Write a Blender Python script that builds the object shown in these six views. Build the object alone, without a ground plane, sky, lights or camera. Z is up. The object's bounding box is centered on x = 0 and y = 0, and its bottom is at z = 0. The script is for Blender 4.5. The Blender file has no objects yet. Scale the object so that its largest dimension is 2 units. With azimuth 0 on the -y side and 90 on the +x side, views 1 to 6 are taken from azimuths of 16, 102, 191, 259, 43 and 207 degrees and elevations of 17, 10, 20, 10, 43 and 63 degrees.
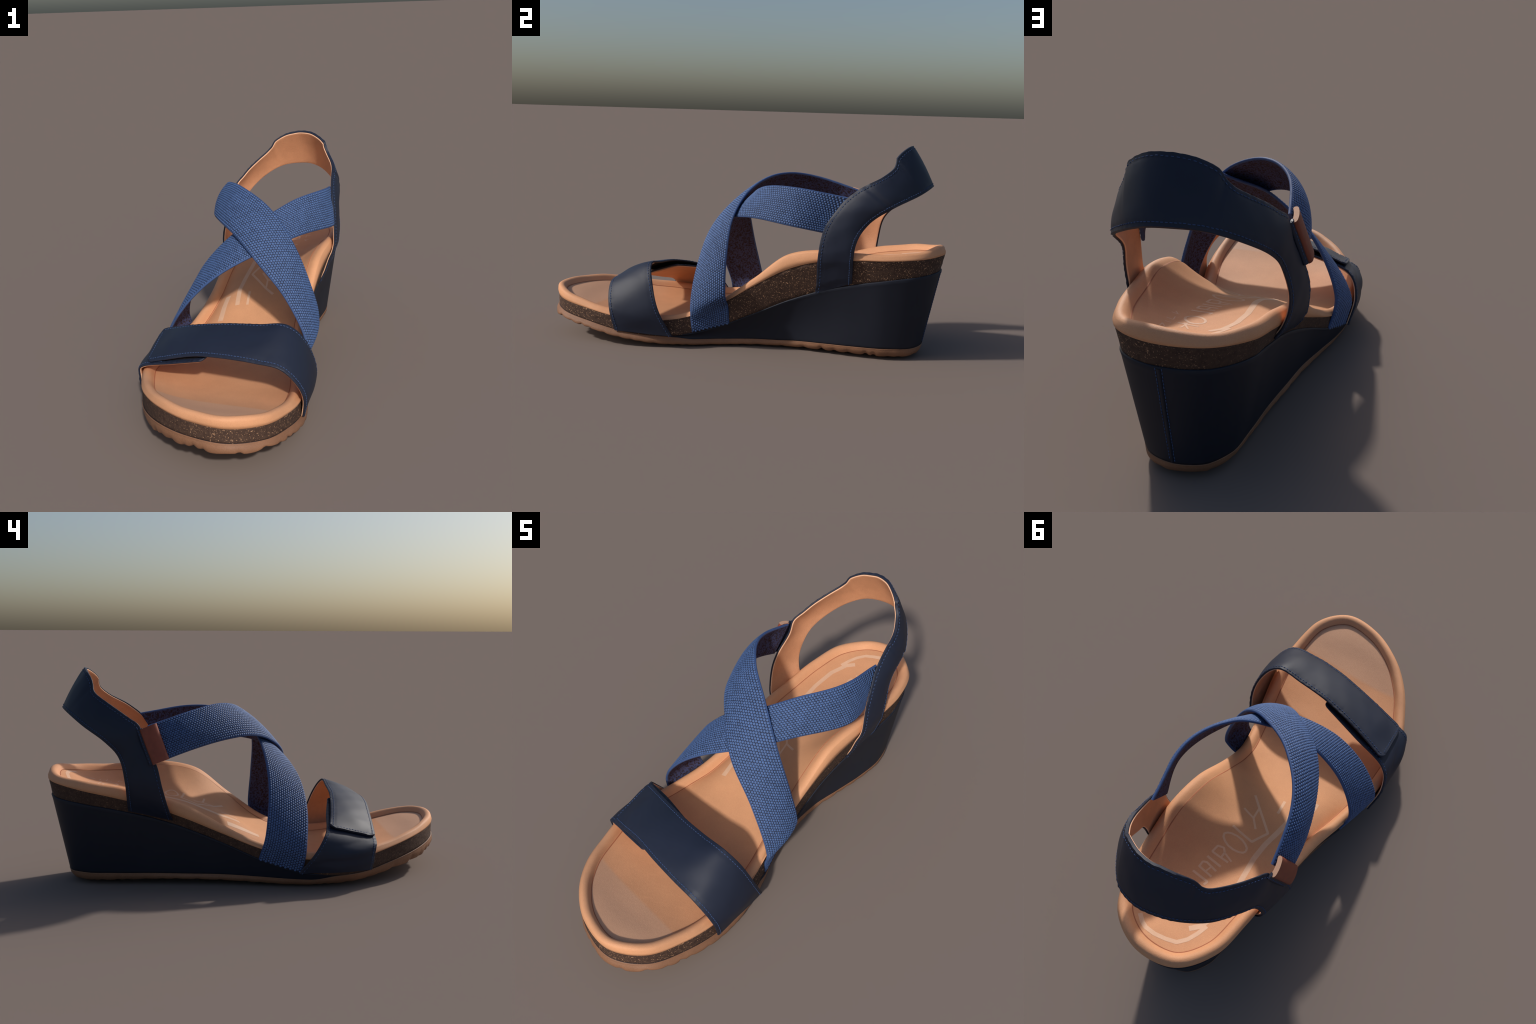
"""Wedge sandal: cork and leather-wrapped wedge sole, moulded insole with a bead rim,
two crossed woven elastic straps, a hook-and-loop toe strap and a lined heel strap."""
import bpy, math, random
import numpy as np
from mathutils import Vector

rng = np.random.default_rng(7)

# ------------------------------------------------------------------ curves
def catmull(P, closed=False, m=24):
    """Catmull-Rom curve through control points, m samples per span."""
    P = np.asarray(P, float); n = len(P); out = []
    t = np.linspace(0, 1, m, endpoint=False)[:, None]
    for i in range(n if closed else n - 1):
        if closed:
            a, b, c, d = P[i - 1], P[i], P[(i + 1) % n], P[(i + 2) % n]
        else:
            b, c = P[i], P[i + 1]
            a = P[i - 1] if i > 0 else 2 * b - c
            d = P[i + 2] if i + 2 < n else 2 * c - b
        out.append(.5 * (2 * b + (c - a) * t + (2 * a - 5 * b + 4 * c - d) * t ** 2 + (3 * b - a - 3 * c + d) * t ** 3))
    if not closed:
        out.append(P[-1:])
    return np.concatenate(out)

def resample(C, n, closed=False, dims=3):
    """n points at even arc length along a polyline."""
    D = np.vstack([C, C[:1]]) if closed else C
    s = np.concatenate([[0], np.cumsum(np.linalg.norm(np.diff(D[:, :dims], axis=0), axis=1))])
    u = np.linspace(0, s[-1], n, endpoint=not closed)
    return np.stack([np.interp(u, s, D[:, k]) for k in range(D.shape[1])], 1)

def length(C):
    return float(np.linalg.norm(np.diff(C, axis=0), axis=1).sum())

def smooth01(x):
    x = np.clip(x, 0, 1); return x * x * (3 - 2 * x)

def unit(v):
    return v / (np.linalg.norm(v, axis=-1, keepdims=True) + 1e-12)

# ------------------------------------------------------------------ scene helpers
root = bpy.data.objects.new("wedge_sandal", None)
bpy.context.scene.collection.objects.link(root)
root["label"] = "navy wedge sandal with crossed blue elastic straps and tan insole"
root["category"] = "sandal"

def add(name, verts, faces, mats, parent=root, fmat=None, smooth=True, kind=None):
    me = bpy.data.meshes.new(name)
    me.from_pydata([tuple(map(float, v)) for v in verts], [], [tuple(int(i) for i in f) for f in faces])
    for m in (mats if isinstance(mats, (list, tuple)) else [mats]):
        me.materials.append(m)
    if fmat is not None:
        me.polygons.foreach_set("material_index", np.asarray(fmat, np.int32))
    me.polygons.foreach_set("use_smooth", np.full(len(me.polygons), smooth))
    me.update()
    ob = bpy.data.objects.new(name, me)
    bpy.context.scene.collection.objects.link(ob)
    ob.parent = parent
    if kind:
        ob["kind"] = kind
    return ob

def sharpen(ob, deg=40):
    """keep edges steeper than deg crisp."""
    import bmesh
    bm = bmesh.new(); bm.from_mesh(ob.data)
    for e in bm.edges:
        if len(e.link_faces) == 2 and e.calc_face_angle(0) > math.radians(deg):
            e.smooth = False
    bmesh.ops.recalc_face_normals(bm, faces=bm.faces)
    bm.to_mesh(ob.data); bm.free()

def ring_mesh(rings, cap_first=False, cap_last=False):
    """closed rings of equal count -> quads."""
    n = len(rings[0]); V = np.concatenate(rings); F = []
    for k in range(len(rings) - 1):
        a, b = k * n, (k + 1) * n
        for i in range(n):
            j = (i + 1) % n
            F.append((a + i, a + j, b + j, b + i))
    if cap_first: F.append(tuple(range(n - 1, -1, -1)))
    if cap_last: F.append(tuple(range((len(rings) - 1) * n, len(rings) * n)))
    return V, F

# ------------------------------------------------------------------ materials
def material(name):
    m = bpy.data.materials.new(name); m.use_nodes = True
    nt = m.node_tree
    return m, nt, nt.nodes, nt.links, nt.nodes["Principled BSDF"]

def rgb(r, g, b):
    """sRGB 0-255 -> linear"""
    f = lambda c: c / 12.92 if c <= .04045 else ((c + .055) / 1.055) ** 2.4
    return (f(r / 255), f(g / 255), f(b / 255), 1)

def tex_noise(N, L, co, scale, detail=4, rough=.6, dist=0.):
    n = N.new("ShaderNodeTexNoise"); n.inputs["Scale"].default_value = scale
    n.inputs["Detail"].default_value = detail; n.inputs["Roughness"].default_value = rough
    n.inputs["Distortion"].default_value = dist
    L.new(co, n.inputs["Vector"]); return n

def ramp(N, L, fac, stops):
    r = N.new("ShaderNodeValToRGB"); e = r.color_ramp.elements
    e[0].position, e[0].color = stops[0]; e[1].position, e[1].color = stops[-1]
    for p, c in stops[1:-1]:
        k = e.new(p); k.color = c
    L.new(fac, r.inputs["Fac"]); return r

def mix(N, L, fac, a, b, blend="MIX"):
    m = N.new("ShaderNodeMix"); m.data_type = "RGBA"; m.blend_type = blend
    for sock, val in ((m.inputs[0], fac), (m.inputs[6], a), (m.inputs[7], b)):
        if hasattr(val, "is_linked") or hasattr(val, "links"):
            L.new(val, sock)
        else:
            sock.default_value = val
    return m.outputs[2]

def bump(N, L, bsdf, height, strength, dist=.01, prev=None):
    b = N.new("ShaderNodeBump"); b.inputs["Strength"].default_value = strength
    b.inputs["Distance"].default_value = dist
    L.new(height, b.inputs["Height"])
    if prev is not None: L.new(prev.outputs["Normal"], b.inputs["Normal"])
    L.new(b.outputs["Normal"], bsdf.inputs["Normal"]); return b

def coords(N):
    return N.new("ShaderNodeTexCoord").outputs["Object"]

def grained(name, base, vary=.12, scale=9, grain=260, rough=.55, bstr=.25, bdist=.004, spec=.4, sheen=0., tint=None):
    """leather-like: broad tone drift plus fine pebble grain."""
    m, nt, N, L, B = material(name)
    co = coords(N)
    n1 = tex_noise(N, L, co, scale, 4)
    lo = tuple(c * (1 - vary) for c in base[:3]) + (1,)
    hi = tuple(min(1, c * (1 + vary)) for c in (tint or base)[:3]) + (1,)
    r = ramp(N, L, n1.outputs["Fac"], [(.3, lo), (.7, hi)])
    n2 = tex_noise(N, L, co, grain, 3, .5)
    c = mix(N, L, .16, r.outputs["Color"], n2.outputs["Fac"], "OVERLAY")
    L.new(c, B.inputs["Base Color"])
    B.inputs["Roughness"].default_value = rough
    B.inputs["Specular IOR Level"].default_value = spec
    B.inputs["Sheen Weight"].default_value = sheen
    b1 = bump(N, L, B, n2.outputs["Fac"], bstr, bdist)
    n3 = tex_noise(N, L, co, 26, 3, .5)
    bump(N, L, B, n3.outputs["Fac"], bstr * .5, .006, b1)
    return m

TAN = rgb(215, 157, 117)
M_rim = grained("tan_leather_rim", TAN, .05, 7, 330, .58, .26, .003, .25)
M_lining = grained("tan_leather_lining", rgb(204, 148, 112), .08, 10, 240, .6, .3, .003, .25)
M_lining_edge = grained("tan_leather_cut_edge", rgb(226, 178, 146), .06, 20, 300, .7, .2, .003, .2)
M_navy = grained("navy_leather", rgb(29, 36, 54), .08, 6, 420, .56, .10, .002, .38)
M_navy_wedge = grained("navy_wedge_leather", rgb(29, 33, 45), .05, 5, 380, .6, .10, .002, .30)
M_thread = grained("blue_thread", rgb(60, 80, 118), .1, 30, 300, .7, .1, .002, .2)
M_tab = grained("red_brown_leather", rgb(134, 66, 46), .14, 26, 300, .5, .2, .003, .4)
M_rubber = grained("brown_rubber", rgb(133, 95, 71), .10, 8, 180, .6, .25, .004, .35)
M_hook = grained("black_hook_and_loop", rgb(34, 30, 32), .2, 60, 420, .9, .6, .004, .1)
M_scale = grained("blue_woven_cell", rgb(72, 99, 146), .16, 40, 300, .55, .2, .002, .35)
M_web = grained("dark_blue_web_ground", rgb(40, 46, 66), .15, 40, 420, .75, .3, .002, .2)
M_selvage = grained("blue_web_selvage", rgb(60, 84, 130), .1, 40, 420, .65, .3, .002, .3)

def insole_material():
    """tan leather top cover: smooth suede with a matter toe field and a fabric heel field."""
    m, nt, N, L, B = material("tan_insole_leather")
    co = coords(N)
    n1 = tex_noise(N, L, co, 6, 4)
    r = ramp(N, L, n1.outputs["Fac"], [(.3, tuple(c * .94 for c in TAN[:3]) + (1,)), (.7, tuple(c * 1.05 for c in TAN[:3]) + (1,))])
    sx = N.new("ShaderNodeSeparateXYZ"); L.new(co, sx.inputs[0])
    # toe field: in front of a slanting line across the ball of the foot
    a = N.new("ShaderNodeMath"); a.operation = "MULTIPLY_ADD"
    L.new(sx.outputs[0], a.inputs[0]); a.inputs[1].default_value = .10; L.new(sx.outputs[1], a.inputs[2])
    t = N.new("ShaderNodeMapRange"); L.new(a.outputs[0], t.inputs[0])
    t.inputs[1].default_value = -.712; t.inputs[2].default_value = -.728; t.inputs[3].default_value = 0; t.inputs[4].default_value = 1
    toe = mix(N, L, t.outputs[0], r.outputs["Color"], rgb(210, 162, 130))
    fine = tex_noise(N, L, co, 420, 2, .5)
    c = mix(N, L, .24, toe, fine.outputs["Fac"], "OVERLAY")
    # darker smooth cover between the toe line and the arch
    L.new(c, B.inputs["Base Color"])
    B.inputs["Roughness"].default_value = .62
    B.inputs["Specular IOR Level"].default_value = .2
    b = bump(N, L, B, fine.outputs["Fac"], .22, .003)
    n3 = tex_noise(N, L, co, 30, 3)
    bump(N, L, B, n3.outputs["Fac"], .10, .006, b)
    return m
M_insole = insole_material()

def cork_material():
    """dark pressed cork with pale curled flecks, denser where the cork is coarser."""
    m, nt, N, L, B = material("dark_cork")
    co = coords(N)
    n1 = tex_noise(N, L, co, 60, 5, .7)
    base = ramp(N, L, n1.outputs["Fac"], [(.3, rgb(60, 44, 38)), (.7, rgb(84, 64, 53))])
    warp = tex_noise(N, L, co, 34, 2)
    wv = N.new("ShaderNodeVectorMath"); wv.operation = "MULTIPLY_ADD"
    L.new(warp.outputs["Color"], wv.inputs[0]); wv.inputs[1].default_value = (.03, .03, .03); L.new(co, wv.inputs[2])
    masks = []
    for sc, th, rr in ((56, .20, .66), (110, .27, .62), (190, .3, .6)):
        v = N.new("ShaderNodeTexVoronoi"); v.inputs["Scale"].default_value = sc
        L.new(wv.outputs[0], v.inputs["Vector"])
        lo = N.new("ShaderNodeMapRange"); L.new(v.outputs["Distance"], lo.inputs[0])
        lo.inputs[1].default_value = th; lo.inputs[2].default_value = th * .6; lo.inputs[3].default_value = 0; lo.inputs[4].default_value = 1
        sp = N.new("ShaderNodeSeparateColor"); L.new(v.outputs["Color"], sp.inputs[0])
        g = N.new("ShaderNodeMath"); g.operation = "GREATER_THAN"; L.new(sp.outputs[0], g.inputs[0]); g.inputs[1].default_value = rr
        k = N.new("ShaderNodeMath"); k.operation = "MULTIPLY"; L.new(lo.outputs[0], k.inputs[0]); L.new(g.outputs[0], k.inputs[1])
        masks.append(k.outputs[0])
    mx0 = N.new("ShaderNodeMath"); mx0.operation = "MAXIMUM"; L.new(masks[0], mx0.inputs[0]); L.new(masks[1], mx0.inputs[1])
    mx = N.new("ShaderNodeMath"); mx.operation = "MAXIMUM"; L.new(mx0.outputs[0], mx.inputs[0]); L.new(masks[2], mx.inputs[1])
    # flecks are sparse on the outer flank
    sx = N.new("ShaderNodeSeparateXYZ"); L.new(co, sx.inputs[0])
    side = N.new("ShaderNodeMapRange"); L.new(sx.outputs[0], side.inputs[0])
    side.inputs[1].default_value = -.1; side.inputs[2].default_value = .2; side.inputs[3].default_value = .22; side.inputs[4].default_value = .85
    k2 = N.new("ShaderNodeMath"); k2.operation = "MULTIPLY"; L.new(mx.outputs[0], k2.inputs[0]); L.new(side.outputs[0], k2.inputs[1])
    c = mix(N, L, k2.outputs[0], base.outputs["Color"], rgb(196, 154, 120))
    L.new(c, B.inputs["Base Color"]); B.inputs["Roughness"].default_value = .8
    B.inputs["Specular IOR Level"].default_value = .25
    bump(N, L, B, n1.outputs["Fac"], .35, .004)
    return m
M_cork = cork_material()

def web_inner_material():
    """back of the elastic: dark brown ground with blue float threads."""
    m, nt, N, L, B = material("elastic_back")
    co = coords(N)
    n = tex_noise(N, L, co, 110, 3, .6, .6)
    r = ramp(N, L, n.outputs["Fac"], [(.42, rgb(50, 40, 44)), (.54, rgb(66, 72, 108))])
    L.new(r.outputs["Color"], B.inputs["Base Color"]); B.inputs["Roughness"].default_value = .85
    B.inputs["Specular IOR Level"].default_value = .15
    bump(N, L, B, n.outputs["Fac"], .4, .004)
    return m
M_web_in = web_inner_material()
M_print = grained("pale_print", rgb(223, 180, 149), .04, 30, 420, .55, .15, .002, .3)
M_seam = grained("seam_shadowed_thread", rgb(176, 110, 80), .1, 40, 420, .7, .2, .002, .2)

# ------------------------------------------------------------------ sole
# stations round the outline, from the toe along the inner side to the heel and back:
# rim x, y, z | cork top: outward offset, z | cork bottom: offset, z | wedge bottom: offset, z | tread edge: offset, z
STATIONS = [
    (0.176, -0.992, 0.242, -0.004, 0.211, -0.004, 0.151, -0.120, 0.041, 0.010, 0.115),
    (0.303, -0.898, 0.223, 0.002, 0.195, 0.001, 0.135, -0.091, 0.032, 0.021, 0.105),
    (0.349, -0.738, 0.185, 0.009, 0.169, 0.008, 0.107, -0.037, 0.020, 0.029, 0.078),
    (0.358, -0.572, 0.150, 0.011, 0.141, 0.011, 0.075, -0.000, 0.008, 0.030, 0.046),
    (0.338, -0.407, 0.131, 0.006, 0.130, 0.010, 0.057, 0.008, 0.002, 0.024, 0.023),
    (0.303, -0.244, 0.152, -0.000, 0.154, 0.004, 0.065, -0.005, 0.006, 0.005, 0.013),
    (0.274, -0.081, 0.222, -0.001, 0.224, -0.010, 0.109, -0.042, 0.017, -0.033, 0.012),
    (0.272, 0.086, 0.348, 0.005, 0.328, -0.031, 0.182, -0.087, 0.031, -0.078, 0.014),
    (0.286, 0.252, 0.477, 0.008, 0.425, -0.047, 0.262, -0.110, 0.043, -0.108, 0.016),
    (0.304, 0.417, 0.513, 0.004, 0.480, -0.049, 0.326, -0.103, 0.050, -0.111, 0.018),
    (0.307, 0.584, 0.508, 0.001, 0.496, -0.037, 0.371, -0.084, 0.054, -0.096, 0.019),
    (0.291, 0.749, 0.510, 0.004, 0.501, -0.021, 0.402, -0.070, 0.055, -0.080, 0.018),
    (0.231, 0.902, 0.524, 0.008, 0.510, -0.013, 0.423, -0.071, 0.055, -0.078, 0.018),
    (0.094, 0.989, 0.543, 0.011, 0.516, -0.013, 0.432, -0.081, 0.056, -0.091, 0.019),
    (-0.068, 0.978, 0.520, 0.007, 0.507, -0.014, 0.428, -0.088, 0.058, -0.104, 0.020),
    (-0.176, 0.859, 0.503, -0.005, 0.481, -0.018, 0.412, -0.090, 0.059, -0.108, 0.021),
    (-0.213, 0.698, 0.478, -0.017, 0.445, -0.027, 0.382, -0.090, 0.058, -0.100, 0.025),
    (-0.233, 0.532, 0.438, -0.021, 0.401, -0.033, 0.342, -0.083, 0.057, -0.085, 0.030),
    (-0.255, 0.367, 0.387, -0.017, 0.341, -0.029, 0.288, -0.070, 0.056, -0.067, 0.032),
    (-0.273, 0.201, 0.289, -0.012, 0.268, -0.018, 0.219, -0.052, 0.054, -0.051, 0.028),
    (-0.307, 0.038, 0.206, -0.009, 0.200, -0.009, 0.146, -0.035, 0.049, -0.042, 0.020),
    (-0.345, -0.123, 0.165, -0.011, 0.155, -0.006, 0.090, -0.025, 0.042, -0.040, 0.013),
    (-0.373, -0.287, 0.154, -0.011, 0.138, -0.006, 0.066, -0.025, 0.037, -0.038, 0.015),
    (-0.373, -0.453, 0.162, -0.002, 0.147, -0.003, 0.073, -0.034, 0.036, -0.028, 0.028),
    (-0.316, -0.609, 0.183, 0.012, 0.173, 0.003, 0.100, -0.050, 0.038, -0.011, 0.052),
    (-0.238, -0.757, 0.212, 0.018, 0.201, 0.009, 0.129, -0.069, 0.042, 0.004, 0.078),
    (-0.129, -0.881, 0.233, 0.012, 0.217, 0.008, 0.149, -0.091, 0.045, 0.009, 0.099),
    (0.012, -0.968, 0.242, 0.001, 0.219, 0.001, 0.156, -0.113, 0.045, 0.007, 0.111),
]
NS = 420                                   # samples round the outline
LOOP = catmull(STATIONS, True, 40)
LOOP = resample(LOOP, NS, True, dims=2)
XY, ZR = LOOP[:, :2], LOOP[:, 2]
TAN2 = unit(np.roll(XY, -2, 0) - np.roll(XY, 2, 0))
for _ in range(4):
    TAN2 = unit(TAN2 + .5 * (np.roll(TAN2, 1, 0) + np.roll(TAN2, -1, 0)))
NOR = np.stack([TAN2[:, 1], -TAN2[:, 0]], 1)       # outward in plan
CT_O, CT_Z, CB_O, CB_Z, WB_O, WB_Z, OB_O, OB_Z = LOOP[:, 3:].T.copy()
CT_O = np.where((XY[:, 0] > 0) & (XY[:, 1] < -.2), .9, .35) * CT_O                                  # cork flank is nearly flush with the rim
# the wedge runs out under the ball of the foot: there the tread meets the cork directly
front = 1 - smooth01((XY[:, 1] + .40) / .2)
WB_Z = np.maximum(WB_Z, np.maximum(OB_Z, 0) + .024) * (1 - front) + (CB_Z - .002) * front
WB_O = WB_O * (1 - front) + CB_O * front

# the inner arch rises as a wing: there the bead has no groove and the bed climbs straight to it
wing = smooth01((XY[:, 0] - .1) / .12) * smooth01((XY[:, 1] + .02) / .15) * (1 - smooth01((XY[:, 1] - .42) / .2))
outer_arch = smooth01((-XY[:, 0] - .15) / .08) * smooth01((XY[:, 1] + .1) / .15) * (1 - smooth01((XY[:, 1] - .35) / .15))
toe_end = smooth01((-.5 - XY[:, 1]) / .25)

def ring(off, z, rel=None):
    return np.column_stack([XY + NOR * np.broadcast_to(off, (NS,))[:, None], np.broadcast_to(z, (NS,))])

def wob(freq, amp, seed):
    """small closed-loop unevenness"""
    t = np.arange(NS) / NS * 2 * math.pi; r = np.random.default_rng(seed); o = np.zeros(NS)
    for k in freq:
        o += r.normal() * np.cos(k * t + r.uniform(0, 6.28))
    return amp * o / math.sqrt(len(freq))

# --- insole: bead rim, seam groove, dished foot bed
BEAD = [(-.001, .000), (-.004, .010), (-.011, .017), (-.021, .020), (-.032, .017), (-.042, .008), (-.049, -.003), (-.053, -.009), (-.057, -.010)]
FLOOR_Z = [(-1.1, .225), (-.92, .212), (-.78, .181), (-.62, .147), (-.45, .127), (-.3, .132), (-.15, .168), (0, .230), (.12, .300), (.28, .370),
           (.4, .410), (.55, .438), (.68, .458), (.8, .474), (.9, .490), (1.1, .51)]
FL = catmull(FLOOR_Z, False, 20)
def floor_mid(y):
    return np.interp(y, FL[:, 0], FL[:, 1])

ys = np.linspace(-.99, .99, 120)
def edge_x(y, side):
    i0 = int(np.argmin(XY[:, 1])); i1 = int(np.argmax(XY[:, 1]))
    fwd = [(i0 + k) % NS for k in range((i1 - i0) % NS + 1)]
    back = [(i1 + k) % NS for k in range((i0 - i1) % NS + 1)][::-1]
    idx = fwd if side > 0 else back
    return np.interp(y, XY[idx, 1], XY[idx, 0])
MID_X = (edge_x(ys, 1) + edge_x(ys, -1)) / 2
def mid_x(y):
    return np.interp(y, ys, MID_X)

def bead_ring(o, dz):
    flat = toe_end * (-.30 * max(dz, 0) + (-.007 if dz < 0 else 0)) - (.008 * outer_arch if dz < 0 else 0)
    return ring(o * (1 - .14 * toe_end), ZR + dz + flat + (1 if dz < .015 else 0) * wing * (.015 - dz) * .6)
seam = bead_ring(*BEAD[-1])
cy = np.clip(seam[:, 1], -.70, .74)
# fan the ends so rows stay even
core = np.column_stack([mid_x(cy), cy])
def dish(f):
    """0 at the seam, 1 on the centre line"""
    return 1 - (1 - f) ** (2.4 - .75 * wing + 1.0 * toe_end + .8 * outer_arch)
bed_rings = []
for k in range(1, 25):
    f = k / 24
    p = seam[:, :2] * (1 - f) + core * f
    zc = floor_mid(p[:, 1])
    z = seam[:, 2] * (1 - dish(f)) + zc * dish(f)
    bed_rings.append(np.column_stack([p, z]))

rim_unev = wob((5, 9, 14, 23), .0010, 3)
rings = [ring(CT_O - .012, CT_Z - .004), ring(CT_O, CT_Z), ring(CT_O * .5 + .002, (CT_Z + ZR) / 2)]
for o, dz in BEAD:
    r_ = bead_ring(o, dz); r_[:, 2] += rim_unev * (1 if dz > .01 else .3); rings.append(r_)
n_rim = len(rings)
V, F = ring_mesh(rings)
insole_rim = add("insole_rim", V, F, M_rim)
# stitched seam drawn down into the gap between rim and foot bed
V, F = ring_mesh([rings[-1]] + bed_rings)
foot_bed = add("foot_bed", V, F, M_insole, insole_rim)
sm_rings = [bead_ring(-.0520, -.0070), bead_ring(-.0540, -.0070), bead_ring(-.0560, -.0082)]
V, F = ring_mesh(sm_rings)
add("rim_seam", V, F, M_seam, insole_rim)

# floor height lookup for things lying on the foot bed
from mathutils.bvhtree import BVHTree
bed_tree = BVHTree.FromPolygons([v.co for v in foot_bed.data.vertices], [tuple(p.vertices) for p in foot_bed.data.polygons])
def bed_z(x, y):
    hit = bed_tree.ray_cast(Vector((x, y, 2)), Vector((0, 0, -1)))[0]
    return hit.z if hit is not None else float(floor_mid(y))

# --- cork layer
cr = [ring(CB_O - .012, CB_Z - .004)]
for f in np.linspace(0, 1, 9):
    cr.append(ring(CB_O * (1 - f) + CT_O * f - .002 + wob((17, 31, 47), .0008, int(f * 50)), CB_Z * (1 - f) + CT_Z * f))
cr.append(ring(CT_O - .014, CT_Z + .001))
V, F = ring_mesh(cr, True, False)
cork = add("cork_layer", V, F, M_cork)

# --- leather-wrapped wedge
wr = []
hollow = smooth01((XY[:, 0] - .1) / .15) * smooth01((.75 - XY[:, 1]) / .4)
lip = np.clip((CB_Z - WB_Z) / .03, 0, 1)
hide = .012 * (1 - lip)
wr.append(ring(CB_O - .010 - hide, CB_Z + .001))
wr.append(ring(CB_O + .001 * lip - hide, CB_Z + .003 * lip))
wr.append(ring(CB_O + .004 * lip - hide, CB_Z - .002 * lip))
for f in np.linspace(.05, .97, 22):
    wr.append(ring(CB_O * (1 - f) + WB_O * f + .003 * lip * (1 - f) - hide - .010 * lip * hollow * math.sin(math.pi * f), CB_Z * (1 - f) + WB_Z * f))
wr.append(ring(WB_O - .001, WB_Z + .001))
wr.append(ring(WB_O - .012, WB_Z - .001))
V, F = ring_mesh(wr[::-1], True, False)
wedge = add("wedge_cover", V, F, M_navy_wedge)
WEDGE = wr[2:-1]

# --- rubber outsole with scalloped tread
arc = np.concatenate([[0], np.cumsum(np.linalg.norm(np.diff(XY, axis=0), axis=1))])
def lug(y, seed):
    """irregular tread blocks along the length: 0 on a block, 1 in a groove"""
    r = np.random.default_rng(seed); edges = [-1.05]
    while edges[-1] < 1.05:
        edges.append(edges[-1] + r.uniform(.040, .115))
    g = np.zeros_like(y)
    for e in edges:
        g = np.maximum(g, r.uniform(.35, 1.) * np.exp(-(np.abs(y - e) / r.uniform(.008, .02)) ** 1.6))
    return g
a_toe = smooth01((-.52 - XY[:, 1]) / .25); a_mid = smooth01((XY[:, 1] - .28) / .1) * (1 - smooth01((XY[:, 1] - .66) / .1))
amp = .003 + .0085 * a_toe + .010 * a_mid * smooth01(XY[:, 0] / .1)
coord = np.where(XY[:, 1] < -.72, arc * 1.0, XY[:, 1] + .8)      # along the edge at the toe
gro = lug((coord % 2.0) - 1.0, 5)
edge_z = np.maximum(OB_Z - .005, 0) + amp * gro + wob((11, 19, 29, 37), .0022, 8) * a_toe
OB_O2 = OB_O - .006 - .35 * amp * gro
thick = np.maximum(WB_Z - edge_z, .008)
sr = [ring(WB_O - .014, WB_Z + .001), ring(WB_O + .002, WB_Z + .0005)]
for f in np.linspace(.08, .9, 8):
    bul = .006 * math.sin(math.pi * f) - .002 * gro * f
    sr.append(ring(WB_O * (1 - f) + OB_O2 * f + bul, WB_Z - thick * f))
sr.append(ring(OB_O2 - .004, WB_Z - thick * .97))
sr.append(ring(OB_O2 - .014, np.maximum(edge_z - .004 * (1 - gro), 0)))
mz = np.maximum(OB_Z - .016, 0)
corey = np.clip(XY[:, 1], -.68, .70); core2 = np.column_stack([mid_x(corey), corey])
edge = ring(OB_O2 - .02, 0)[:, :2]
for f in np.linspace(.06, 1, 14):
    p = edge * (1 - f) + core2 * f
    zmid = np.interp(p[:, 1], [-1, -.8, -.6, -.45, -.2, .0, .2, .5, .65, .8, 1], [.105, .075, .03, .006, .0, .01, .03, .034, .018, .0, .0])
    z = edge_z * (1 - smooth01(f * 2)) + zmid * smooth01(f * 2) + .010 * lug(p[:, 1], 9)
    sr.append(np.column_stack([p, np.maximum(z, 0)]))
V, F = ring_mesh(sr)
outsole = add("outsole", V, F, M_rubber)

# ------------------------------------------------------------------ straps
def nearest(q):
    return int(np.argmin((XY[:, 0] - q[0]) ** 2 + (XY[:, 1] - q[1]) ** 2))

def outward_push(P, clear, pull=True):
    """lay points on the flank of the sole (clear metres off at the rim, flush at the wedge), never inside it"""
    P = P.copy()
    for q in P.reshape(-1, 3):
        i = nearest(q)
        if q[2] > ZR[i] + .08: continue
        sd = (q[:2] - XY[i]) @ NOR[i]
        flank = np.interp(q[2], [CB_Z[i], CT_Z[i], ZR[i]], [CB_O[i], CT_O[i], .002])
        c = clear * (.35 + .65 * smooth01((q[2] - CB_Z[i]) / .05))
        need = flank + c - sd
        if need > 0:
            q[:2] += NOR[i] * need * (1 - smooth01((q[2] - ZR[i] - .01) / .05))
        elif pull:
            q[:2] += NOR[i] * need * (1 - smooth01((q[2] - CT_Z[i] + .05) / .10))
    return P

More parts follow.
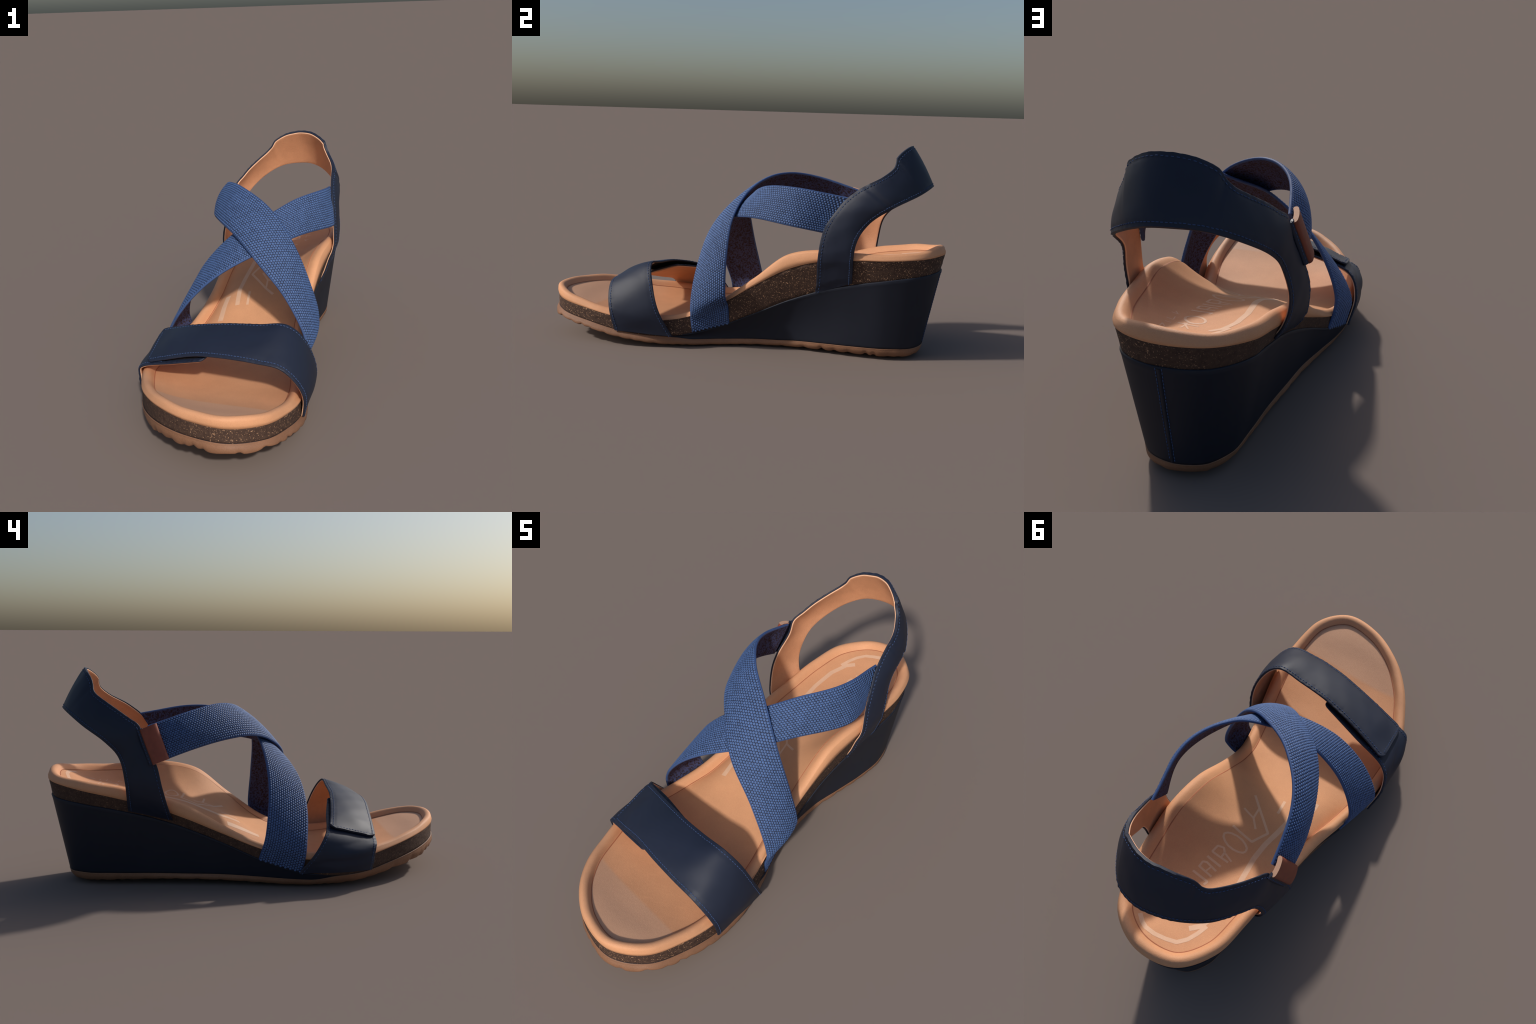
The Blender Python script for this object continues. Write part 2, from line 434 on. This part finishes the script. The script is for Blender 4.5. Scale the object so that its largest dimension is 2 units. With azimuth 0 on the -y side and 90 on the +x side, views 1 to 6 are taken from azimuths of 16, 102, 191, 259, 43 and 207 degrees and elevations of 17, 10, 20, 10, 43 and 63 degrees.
def pair_edges(e1, e2, n, k=160):
    """match two edge curves so that the threads between them run straight across the band"""
    P, Q = resample(e1, k), resample(e2, k)
    D = np.linalg.norm(P[:, None] - Q[None], axis=2) ** 2
    D += .002 * ((np.arange(k)[:, None] - np.arange(k)[None]) / k) ** 2
    C = np.full((k, k), 1e9); C[0, 0] = D[0, 0]; back = np.zeros((k, k), int)
    for i in range(k):
        for j in range(k):
            if i == j == 0: continue
            o = [(C[i - 1, j - 1] + D[i, j] * .9, 0) if i and j else (1e9, 0), (C[i - 1, j] + D[i, j], 1) if i else (1e9, 1), (C[i, j - 1] + D[i, j], 2) if j else (1e9, 2)]
            C[i, j], back[i, j] = min(o)
    i = j = k - 1; path = [(i, j)]
    while i or j:
        b = back[i, j]
        if b == 0: i -= 1; j -= 1
        elif b == 1: i -= 1
        else: j -= 1
        path.append((i, j))
    path = np.array(path[::-1], float)
    w = np.linspace(0, len(path) - 1, n)
    a = np.interp(w, np.arange(len(path)), path[:, 0]); b = np.interp(w, np.arange(len(path)), path[:, 1])
    for _ in range(60):
        a[1:-1] = .5 * a[1:-1] + .25 * (a[:-2] + a[2:]); b[1:-1] = .5 * b[1:-1] + .25 * (b[:-2] + b[2:])
    pick = lambda X, u: np.stack([np.interp(u, np.arange(k), X[:, c]) for c in range(3)], 1)
    return pick(P, a), pick(Q, b)

class Strip:
    """band lofted between two edge curves; s runs along, v across, normal points out of the shoe"""
    def __init__(self, e1, e2, n=140, m=17, clear=.012, crown=.006, pull=True):
        A, Bc = pair_edges(np.asarray(e1, float), np.asarray(e2, float), n)
        v = np.linspace(0, 1, m)
        self.n, self.m = n, m
        G = A[:, None] * (1 - v)[None, :, None] + Bc[:, None] * v[None, :, None]
        N = self._normals(G)
        c = G.mean((0, 1)); out = G - np.array([0, c[1], .25]); out[..., 1] *= .8
        if np.median((N * out).sum(2)) < 0: N = -N; self.flip = True
        else: self.flip = False
        run = np.linspace(0, 1, n); crown = crown * smooth01(run / .12) * smooth01((1 - run) / .12) if not callable(crown) else crown(run)
        G = G + N * (4 * v * (1 - v))[None, :, None] * crown[:, None, None]
        G = outward_push(G, clear, pull)
        self.G = G
        N = self._normals(G); self.N = -N if self.flip else N
        w = np.linalg.norm(np.diff(G, axis=1), axis=2).sum(1); self.width = w
        mid = G[:, m // 2]; self.s = np.concatenate([[0], np.cumsum(np.linalg.norm(np.diff(mid, axis=0), axis=1))])
    def _normals(self, G):
        du = np.gradient(G, axis=0); dv = np.gradient(G, axis=1)
        N = unit(np.cross(du, dv))
        for _ in range(3):
            K = N.copy(); K[1:-1] += .5 * (N[:-2] + N[2:]); N = unit(K)
        return N
    def at(self, s, v):
        """point, normal, along-vector, across-vector at arc length s and 0..1 across"""
        u = np.interp(s, self.s, np.arange(self.n)); w = v * (self.m - 1)
        i = int(min(u, self.n - 2)); j = int(min(max(w, 0), self.m - 2)); a, b = u - i, w - j
        f = lambda X: (X[i, j] * (1 - a) + X[i + 1, j] * a) * (1 - b) + (X[i, j + 1] * (1 - a) + X[i + 1, j + 1] * a) * b
        p = f(self.G); nn = unit(f(self.N))
        t = self.G[i + 1, j] - self.G[i, j]; t = unit(t - nn * (t @ nn))
        return p, nn, t, unit(np.cross(nn, t))
    def solid(self, name, top, bottom, mats, inset=0., parent=root, mat_of=None, edge_r=True, extra=None, s0=0, s1=None, round_end=0., end_mat=2):
        """closed band from height top to height bottom along the normal; mats = outer, inner, edge"""
        s1 = self.n - 1 if s1 is None else s1
        rows = []; kinds = None
        t = abs(top - bottom)
        for i in range(s0, s1 + 1):
            W = self.width[i]; ins = inset / W
            if round_end:
                d = self.s[s1] - self.s[i]
                if d < round_end:
                    ins += (round_end - math.sqrt(max(round_end ** 2 - (round_end - d) ** 2, 0))) / W
            row = []; kd = []
            hx = extra[i] if extra is not None else np.zeros(self.m)
            vs = np.linspace(ins, 1 - ins, self.m)
            def pt(v, h):
                w = v * (self.m - 1); j = int(min(max(w, 0), self.m - 2)); b = w - j
                g = self.G[i, j] * (1 - b) + self.G[i, j + 1] * b
                nn = self.N[i, j] * (1 - b) + self.N[i, j + 1] * b
                return g + nn * h
            e = .5 * t / W
            for k, v in enumerate(vs):
                row.append(pt(v, top + hx[k])); kd.append(0)
            for a in (45, 90, 135):
                row.append(pt(1 - ins + e * math.sin(math.radians(a)), (top + bottom) / 2 + t / 2 * math.cos(math.radians(a)))); kd.append(2)
            for v in vs[::-1]:
                row.append(pt(v, bottom)); kd.append(1)
            for a in (135, 90, 45):
                row.append(pt(ins - e * math.sin(math.radians(a)), (top + bottom) / 2 + t / 2 * math.cos(math.radians(a)))); kd.append(2)
            rows.append(row); kinds = kd
        V = np.array(rows); L = V.shape[1]; n = V.shape[0]
        Fs, fm = [], []
        for i in range(n - 1):
            for k in range(L):
                k2 = (k + 1) % L
                f = (i * L + k, i * L + k2, (i + 1) * L + k2, (i + 1) * L + k)
                Fs.append(f if self.flip else f[::-1])
                a, b = kinds[k], kinds[k2]
                fm.append(a if a == b else 2)
        Fs.append(tuple(range(L))); fm.append(end_mat)
        Fs.append(tuple((n - 1) * L + k for k in range(L - 1, -1, -1))); fm.append(end_mat)
        ob = add(name, V.reshape(-1, 3), Fs, mats, parent, fm)
        sharpen(ob, 60)
        for p in list(ob.data.polygons)[-2:]: p.use_smooth = False
        return ob

class Dashes:
    """thread stitches: small tapered bars, joined to one mesh"""
    def __init__(self): self.V, self.F = [], []
    def bar(self, p, t, n, l, w, h):
        b = np.cross(n, t); k = len(self.V)
        for a in (-.5, -.32, .32, .5):
            sc = .45 if abs(a) > .4 else 1
            for q, hh in ((-.5, 0), (-.3, 1), (.3, 1), (.5, 0)):
                self.V.append(p + t * l * a + b * w * q * sc + n * (h * hh * sc))
        for i in range(3):
            for j in range(3):
                self.F.append((k + i * 4 + j, k + i * 4 + j + 1, k + i * 4 + 5 + j, k + i * 4 + 4 + j))
        self.F.append((k, k + 1, k + 2, k + 3)[::-1]); self.F.append((k + 12, k + 13, k + 14, k + 15))
    def along(self, fn, total, pitch=.0145, l=.0098, w=.0032, h=.0014, start=.0):
        s = start
        while s < total:
            p, n, t = fn(s)
            j = rng.normal(0, .0004)
            self.bar(p + np.cross(n, t) * j, t, n, l * rng.uniform(.85, 1.1), w, h)
            s += pitch * rng.uniform(.94, 1.06)
    def build(self, name, mat, parent):
        ob = add(name, self.V, self.F, mat, parent, kind="stuff"); sharpen(ob, 80); return ob

def pucker(strip, edge=.012, amp=.0016, pitch=.0145):
    """leather gathers along the stitch lines plus soft overall unevenness"""
    v = np.linspace(0, 1, strip.m); H = np.zeros((strip.n, strip.m)); r = np.random.default_rng(strip.n + strip.m)
    ph = r.uniform(0, 6.28, 8)
    for i in range(strip.n):
        d = np.minimum(v, 1 - v) * strip.width[i]; s = strip.s[i]
        H[i] -= amp * np.exp(-((d - edge) / .005) ** 2)
        H[i] += .0011 * np.exp(-(d / .028) ** 2) * (math.sin(s * 97 + ph[4]) * math.sin(s * 61 + ph[5])) ** 3
        H[i] += amp * .6 * np.exp(-(d / .008) ** 2) * math.sin(s / .031 * 6.28 + ph[0])
        H[i] += .0006 * np.sin(s * 23 + ph[1] + 5 * v) * np.sin(v * 7 + ph[2]) + .0004 * np.sin(s * 51 + ph[3] - 9 * v)
    return H

# --- crossed woven elastic straps
def woven(strip, name, s0, s1, cell=.0132, parent=root):
    """ground band, selvages and rows of raised oval cells in a brick-like honeycomb"""
    T = .012
    band = strip.solid(name, 0, -T, [M_web, M_web_in, M_selvage], parent=parent)
    V, F = [], []
    rows = int(round(float(np.median(strip.width)) / (cell * .80)))
    pitch = cell
    S = strip.s[-1]
    ang = [math.radians(a) for a in (0, 42, 90, 138, 180, 222, 270, 318)]
    for r in range(rows):
        v = (r + .5) / rows
        if v * np.median(strip.width) < .004: continue
        s = (r % 2) * pitch * .5 + .003
        while s < S - .003:
            W = np.interp(s, strip.s, strip.width)
            p, n, t, b = strip.at(s + rng.normal(0, .0003), v)
            ru = pitch * .48 * rng.uniform(.92, 1.03); rv = W / rows * .53 * rng.uniform(.92, 1.03)
            k = len(V)
            for a in ang:
                V.append(p + t * ru * math.cos(a) + b * rv * math.sin(a) + n * -.0004)
            for a in ang:
                V.append(p + t * ru * .76 * math.cos(a) + b * rv * .76 * math.sin(a) + n * .0013)
            m = len(ang)
            for q in range(m):
                q2 = (q + 1) % m
                F.append((k + q, k + q2, k + m + q2, k + m + q))
            F.append(tuple(range(k + m, k + 2 * m)))
            s += pitch
    add("woven_cells", V, F, M_scale, band, kind="stuff")
    return band

# ------------------------------------------------------------------ strap edges (control points)
OVER_HEEL_EDGE = [(0.291, -0.034, 0.102), (0.336, -0.039, 0.288), (0.298, -0.047, 0.466), (0.216, -0.040, 0.656), (0.093, 0.023, 0.795), (-0.073, 0.142, 0.864), (-0.201, 0.332, 0.842), (-0.253, 0.669, 0.731)]
OVER_TOE_EDGE = [(0.307, -0.195, 0.001), (0.320, -0.214, 0.229), (0.227, -0.205, 0.435), (0.083, -0.173, 0.597), (-0.044, -0.076, 0.685), (-0.156, 0.040, 0.720), (-0.234, 0.193, 0.709), (-0.278, 0.379, 0.662), (-0.276, 0.602, 0.584)]
UNDER_TOE_EDGE = [(-0.356, -0.157, 0.049), (-0.368, -0.182, 0.207), (-0.258, -0.210, 0.384), (-0.100, -0.194, 0.531), (0.102, -0.111, 0.635), (0.246, 0.058, 0.670), (0.342, 0.283, 0.652), (0.292, 0.534, 0.605)]
UNDER_HEEL_EDGE = [(-0.293, 0.033, 0.114), (-0.329, -0.003, 0.275), (-0.235, -0.035, 0.497), (-0.075, -0.027, 0.673), (0.066, 0.019, 0.747), (0.194, 0.112, 0.813), (0.292, 0.294, 0.823), (0.289, 0.590, 0.778)]
HEEL_UPPER_EDGE = [(0.222, 0.394, 0.282), (0.290, 0.406, 0.370), (0.327, 0.413, 0.487), (0.324, 0.436, 0.634), (0.302, 0.498, 0.741), (0.292, 0.539, 0.790), (0.283, 0.600, 0.837), (0.277, 0.647, 0.863), (0.263, 0.692, 0.888), (0.232, 0.740, 0.928), (0.215, 0.750, 0.964), (0.215, 0.750, 0.976), (0.182, 0.772, 1.003), (0.130, 0.799, 1.025), (0.074, 0.811, 1.030), (0.035, 0.807, 1.026), (-0.017, 0.800, 1.013), (-0.069, 0.784, 0.983), (-0.087, 0.778, 0.953), (-0.097, 0.779, 0.942), (-0.119, 0.766, 0.919), (-0.151, 0.728, 0.890), (-0.189, 0.671, 0.851), (-0.213, 0.624, 0.817), (-0.237, 0.576, 0.780), (-0.249, 0.557, 0.706), (-0.276, 0.507, 0.609), (-0.293, 0.482, 0.497), (-0.268, 0.438, 0.332)]
HEEL_LOWER_EDGE = [(0.309, 0.572, 0.380), (0.323, 0.585, 0.568), (0.301, 0.642, 0.672), (0.286, 0.744, 0.747), (0.207, 0.859, 0.806), (0.125, 0.910, 0.837), (0.041, 0.918, 0.842), (-0.060, 0.894, 0.828), (-0.153, 0.827, 0.777), (-0.214, 0.730, 0.706), (-0.238, 0.669, 0.634), (-0.255, 0.645, 0.524), (-0.227, 0.633, 0.377)]
TOE_FRONT_EDGE = [(0.368, -0.568, -0.002), (0.392, -0.612, 0.178), (0.313, -0.641, 0.300), (0.192, -0.637, 0.322), (0.049, -0.616, 0.323), (-0.093, -0.584, 0.305), (-0.254, -0.552, 0.258), (-0.432, -0.509, 0.205)]
TOE_BACK_EDGE = [(0.345, -0.274, 0.009), (0.390, -0.359, 0.189), (0.356, -0.407, 0.332), (0.279, -0.437, 0.412), (0.154, -0.427, 0.401), (0.006, -0.406, 0.385), (-0.154, -0.366, 0.351), (-0.333, -0.311, 0.297)]
TAB_FRONT_EDGE = [(-0.352, -0.509, 0.060), (-0.366, -0.519, 0.160), (-0.338, -0.532, 0.214), (-0.210, -0.562, 0.249), (-0.044, -0.594, 0.291)]
TAB_BACK_EDGE = [(-0.363, -0.149, 0.070), (-0.390, -0.226, 0.181), (-0.345, -0.288, 0.271), (-0.178, -0.336, 0.322), (0.021, -0.400, 0.364)]

SEAM_COLS = ((195.0, 193.3), (197.1, 195.6))          # outline columns of the two back stitch lines: top, bottom
PRINT_LINE = [
    ([(-.050, .090), (-.059, .172)], .012),
    ([(-.101, .087), (-.116, .190), (-.107, .270), (-.096, .348), (-.091, .433), (-.101, .597), (-.093, .714), (-.066, .792), (-.033, .823)], .022),
    ([(.155, .869), (.127, .894), (.104, .906), (.062, .911), (.017, .905), (-.024, .894), (-.053, .863), (-.072, .824), (-.086, .781)], .017),
    ([(-.167, .159), (-.169, .093), (-.165, .003)], .026),
]
PRINT_LETTERS = [
    ([(0.068, 0.146), (-0.078, 0.292), (-0.044, 0.368), (0.061, 0.343)], 0.011),
    ([(0.069, 0.238), (0.013, 0.256), (-0.024, 0.303)], 0.009),
    ([(0.019, 0.198), (0.013, 0.258)], 0.009),
    ([(-0.047, 0.421), (-0.04, 0.433), (-0.022, 0.44), (0.002, 0.441), (0.028, 0.436), (0.05, 0.425), (0.065, 0.412), (0.07, 0.398), (0.062, 0.386), (0.045, 0.378), (0.021, 0.376), (-0.005, 0.381), (-0.028, 0.393), (-0.043, 0.406), (-0.047, 0.421)], 0.009),
    ([(-0.012, 0.503), (0.068, 0.494), (0.062, 0.459), (0.037, 0.454), (0.023, 0.471), (0.024, 0.495)], 0.009),
    ([(0.027, 0.47), (-0.022, 0.493)], 0.008),
    ([(0.074, 0.522), (0.003, 0.535)], 0.01),
    ([(0.078, 0.577), (0.011, 0.592)], 0.009),
    ([(0.077, 0.58), (0.076, 0.552), (0.061, 0.546), (0.008, 0.562)], 0.009),
    ([(0.045, 0.586), (0.034, 0.554)], 0.007),
    ([(0.088, 0.607), (0.013, 0.619), (0.019, 0.636)], 0.01),
    ([(0.01, 0.709), (0.008, 0.727), (0.013, 0.737), (0.026, 0.741), (0.04, 0.744), (0.057, 0.736), (0.073, 0.718), (0.08, 0.706), (0.083, 0.688), (0.077, 0.677), (0.066, 0.67), (0.05, 0.67), (0.033, 0.679), (0.019, 0.693), (0.01, 0.709)], 0.009),
    ([(0.09, 0.75), (0.016, 0.77)], 0.007),
    ([(0.064, 0.809), (0.06, 0.742)], 0.006),
    ([(0.07, 0.744), (0.036, 0.815)], 0.006),
    ([(0.126, 0.821), (0.131, 0.778), (0.113, 0.809), (0.109, 0.842)], 0.004),
    ([(0.131, 0.752), (0.109, 0.759)], 0.004),
    ([(0.137, 0.717), (0.112, 0.728), (0.115, 0.697)], 0.004),
    ([(0.138, 0.66), (0.114, 0.668), (0.13, 0.644)], 0.004),
]

def above_wedge(p, tol=.003):
    """strap edges stop where the wedge cover (or the tread) begins"""
    return p[2] > CB_Z[nearest(p)] - tol or p[2] > .62

def clip(C, test):
    """keep the run of curve samples that pass the test"""
    return C[np.array([bool(test(p)) for p in C])]

over = Strip(clip(catmull(OVER_HEEL_EDGE), lambda p: p[1] < .545 and above_wedge(p)),
             clip(catmull(OVER_TOE_EDGE), lambda p: p[1] < .495 and above_wedge(p)), 150, 17, .010, .018)
under = Strip(clip(catmull(UNDER_HEEL_EDGE), lambda p: p[1] < .546 and above_wedge(p)),
              clip(catmull(UNDER_TOE_EDGE), lambda p: p[1] < .442 and above_wedge(p)), 150, 17, .010, .008)
# the end of the lower band is tucked behind the heel strap
tuck = smooth01((np.arange(150) / 149 - .86) / .12)[:, None, None]
under.G = under.G - under.N * tuck * .006
over_band = woven(over, "elastic_strap", 0, 1)
under_band = woven(under, "elastic_strap", 0, 1)

# --- heel strap: leather outside, tan lining inside, padded collar at the back
peak = lambda C: int(np.argmax(C[:, 1]))
hu = clip(catmull(HEEL_UPPER_EDGE), above_wedge)
hl = clip(catmull(HEEL_LOWER_EDGE), above_wedge)
heel = Strip(hu, hl, 220, 21, .012, lambda r: .006 * smooth01(r / .1) * smooth01((1 - r) / .1) + .016 * np.exp(-((r - .25) / .07) ** 2) + .009 * np.exp(-((r - .77) / .07) ** 2))
def collar_step(s):
    """raised fold, then the overlapping collar that thins out round the back"""
    return .0028 * math.exp(-((s - .515) / .008) ** 2) + .0065 * float(smooth01((s - .545) / .004)) * (1 - float(smooth01((s - .8) / .3)))
Hh = pucker(heel)
# the collar piece overlaps the inner-side leg with a stepped seam
for i in range(heel.n):
    Hh[i] += collar_step(heel.s[i])
heel_strap = heel.solid("heel_strap", 0, -.007, [M_navy, M_navy, M_navy], extra=Hh)
heel_lining = heel.solid("strap_lining", -.0065, -.0125, [M_lining, M_lining, M_lining_edge], inset=.004, parent=heel_strap)
st = Dashes()
for v_of in (.012, None):
    def path(s, v_of=v_of):
        W = np.interp(s, heel.s, heel.width); v = .013 / W if v_of else 1 - .013 / W
        p, n, t, b = heel.at(s, v); step = collar_step(s)
        return p + n * (.0002 + step), n, t
    st.along(path, heel.s[-1])
st.build("strap_stitching", M_thread, heel_strap)

# --- toe strap: wide leather band closing over a tab with hook and loop
tf = clip(catmull(TOE_FRONT_EDGE), lambda p: p[0] > -.332 and above_wedge(p))
tb = clip(catmull(TOE_BACK_EDGE), lambda p: p[0] > -.338 and above_wedge(p))
toe = Strip(tf, tb, 150, 21, .022, .014, pull=False)
toe_strap = toe.solid("toe_strap", 0, -.009, [M_navy, M_navy, M_navy], extra=pucker(toe), round_end=.03)
toe_lining = toe.solid("strap_lining", -.0085, -.014, [M_lining, M_lining, M_lining_edge], inset=.003, parent=toe_strap, s1=65)
hook = toe.solid("hook_patch", -.0085, -.012, [M_hook, M_hook, M_hook], inset=.012, parent=toe_strap, s0=66, s1=144, round_end=.02)
st = Dashes()
for a in (0, 1):
    def path(s, a=a):
        W = np.interp(s, toe.s, toe.width); e = .012 / W
        d = toe.s[-1] - s
        if d < .03: e += (.03 - math.sqrt(max(.0009 - (.03 - d) ** 2, 0))) / W
        p, n, t, b = toe.at(s, e if a == 0 else 1 - e); return p - n * .0002, n, t
    st.along(path, toe.s[-1] - .014)
def endpath(s):
    v = .12 + .76 * s / .17
    p, n, t, b = toe.at(toe.s[-1] - .012, v); return p - n * .0002, n, b
st.along(endpath, .17)
st.build("strap_stitching", M_thread, toe_strap)

ta = clip(catmull(TAB_FRONT_EDGE), above_wedge); tb2 = clip(catmull(TAB_BACK_EDGE), above_wedge)
tab = Strip(ta, tb2, 110, 17, .016, .004, pull=False)
toe_tab = tab.solid("closure_tab", 0, -.008, [M_navy, M_navy, M_navy], extra=pucker(tab), round_end=.025)
tab.solid("strap_lining", -.0075, -.013, [M_lining, M_lining, M_lining_edge], inset=.003, parent=toe_tab, s1=106, round_end=.02)
tab.solid("loop_patch", .0005, .0035, [M_hook, M_hook, M_hook], inset=.016, parent=toe_tab, s0=48, s1=104, round_end=.02)
st = Dashes()
for a in (0, 1):
    def path(s, a=a):
        W = np.interp(s, tab.s, tab.width); e = .012 / W
        p, n, t, b = tab.at(s, e if a == 0 else 1 - e); return p - n * .0002, n, t
    st.along(path, tab.s[-1] * .55)
st.build("strap_stitching", M_thread, toe_tab)

# --- red-brown keeper that holds the upper elastic to the heel strap
def plate(name, corners, t0, t1, mats, parent, n=24, m=9, bow=.004, end_mat=2):
    """thin slab: corners = top back, bottom back, top front, bottom front"""
    tb_, bb_, tf_, bf_ = [np.array(c, float) for c in corners]
    f = np.linspace(0, 1, n)[:, None]
    s = Strip.__new__(Strip); s.n, s.m = n, m
    v = np.linspace(0, 1, m)
    A = tb_ * (1 - f) + bb_ * f; C = tf_ * (1 - f) + bf_ * f
    G = A[:, None] * (1 - v)[None, :, None] + C[:, None] * v[None, :, None]
    N = s._normals(G); s.flip = False
    if N[..., 0].mean() > 0: N = -N; s.flip = True
    G = G + N * (bow * 4 * v * (1 - v))[None, :, None]
    s.G, s.N = G, N; s.width = np.linalg.norm(np.diff(G, axis=1), axis=2).sum(1)
    s.s = np.concatenate([[0], np.cumsum(np.linalg.norm(np.diff(G[:, m // 2], axis=0), axis=1))])
    return s, s.solid(name, t1, t0, mats, parent=parent, end_mat=end_mat)
K = [(-.258, .566, .768), (-.300, .512, .612), (-.252, .506, .791), (-.293, .453, .632)]
ks, keeper = plate("leather_keeper", K, -.015, .004, [M_tab, M_lining, M_tab, M_lining_edge], heel_strap, end_mat=3)
FL_ = [(-.239, .588, .765), (-.280, .533, .606), (-.245, .566, .770), (-.290, .511, .609)]
fs, flange = plate("keeper_flange", FL_, -.005, .005, [M_navy, M_navy, M_navy], keeper, bow=.002)
st = Dashes()
for v in (.22, .78):
    def path(s, v=v):
        p, n, t, b = fs.at(s, v); return p + n * .0052, n, t
    st.along(path, fs.s[-1])
st.build("strap_stitching", M_thread, flange)

# --- double stitched seam strip down the back of the wedge
back = int(np.argmax(XY[:, 1]))
def wedge_at(cols, f):
    col = cols[0] + (cols[1] - cols[0]) * f
    k = f * (len(WEDGE) - 1); i = int(min(k, len(WEDGE) - 2)); a = k - i
    c0 = int(math.floor(col)); b = col - c0
    P = lambda r: WEDGE[r][c0 % NS] * (1 - b) + WEDGE[r][(c0 + 1) % NS] * b
    return P(i) * (1 - a) + P(i + 1) * a
st = Dashes()
for col in SEAM_COLS:
    top, bot = wedge_at(col, .01), wedge_at(col, .98); Ls = np.linalg.norm(top - bot)
    def path(s, col=col, Ls=Ls):
        p = wedge_at(col, .01 + .97 * s / Ls); q = wedge_at(col, min(.01 + .97 * s / Ls + .02, 1))
        t = unit(q - p); e = unit(wedge_at((col[0] + 1, col[1] + 1), .5) - wedge_at((col[0] - 1, col[1] - 1), .5)); n = unit(np.cross(e, t))
        if n[1] < 0: n = -n
        return p + n * .0005, n, t
    st.along(path, Ls - .01, pitch=.013, l=.010, w=.0032, h=.0018)
st.build("strap_stitching", M_thread, wedge)
strip_rows = []
for f in np.linspace(.005, .985, 24):
    a, b = wedge_at([c + .35 for c in SEAM_COLS[0]], f), wedge_at([c - .35 for c in SEAM_COLS[1]], f)
    e = unit(b - a); n = unit(np.cross(e, np.array([0, -.3, -1.])));
    if n[1] < 0: n = -n
    strip_rows.append([a - n * .002, a + n * .0016, (a + b) / 2 + n * .0024, b + n * .0016, b - n * .002])
S = np.array(strip_rows); n5 = 5
Fs = [(i * n5 + j, i * n5 + j + 1, (i + 1) * n5 + j + 1, (i + 1) * n5 + j) for i in range(len(S) - 1) for j in range(4)]
add("seam_strip", S.reshape(-1, 3), Fs, M_navy_wedge, wedge)

# --- pale printed line and lettering on the foot bed
def ribbon(path2, width, lift=.0005):
    """flat printed stroke laid on the foot bed; path2 in plan"""
    P = np.asarray(path2, float)
    P = resample(P, max(2, int(length(P) / .004) + 1))
    t = unit(np.gradient(P, axis=0)); nn = np.stack([-t[:, 1], t[:, 0]], 1)
    V, F = [], []
    w = width if np.ndim(width) else np.full(len(P), width)
    for i in range(len(P)):
        for q in (-.5, -.25, 0, .25, .5):
            x, y = P[i] + nn[i] * w[i] * q
            V.append((x, y, bed_z(x, y) + lift))
    for i in range(len(P) - 1):
        for j in range(4):
            F.append((i * 5 + j, i * 5 + j + 1, i * 5 + 6 + j, i * 5 + 5 + j))
    return V, F
def printed(name, strokes):
    V, F = [], []
    for path2, w in strokes:
        a, f = ribbon(path2, w); k = len(V); V += a; F += [tuple(i + k for i in q) for q in f]
    ob = add(name, V, F, M_print, foot_bed)
    return ob
printed("printed_line", PRINT_LINE)
printed("printed_lettering", PRINT_LETTERS)
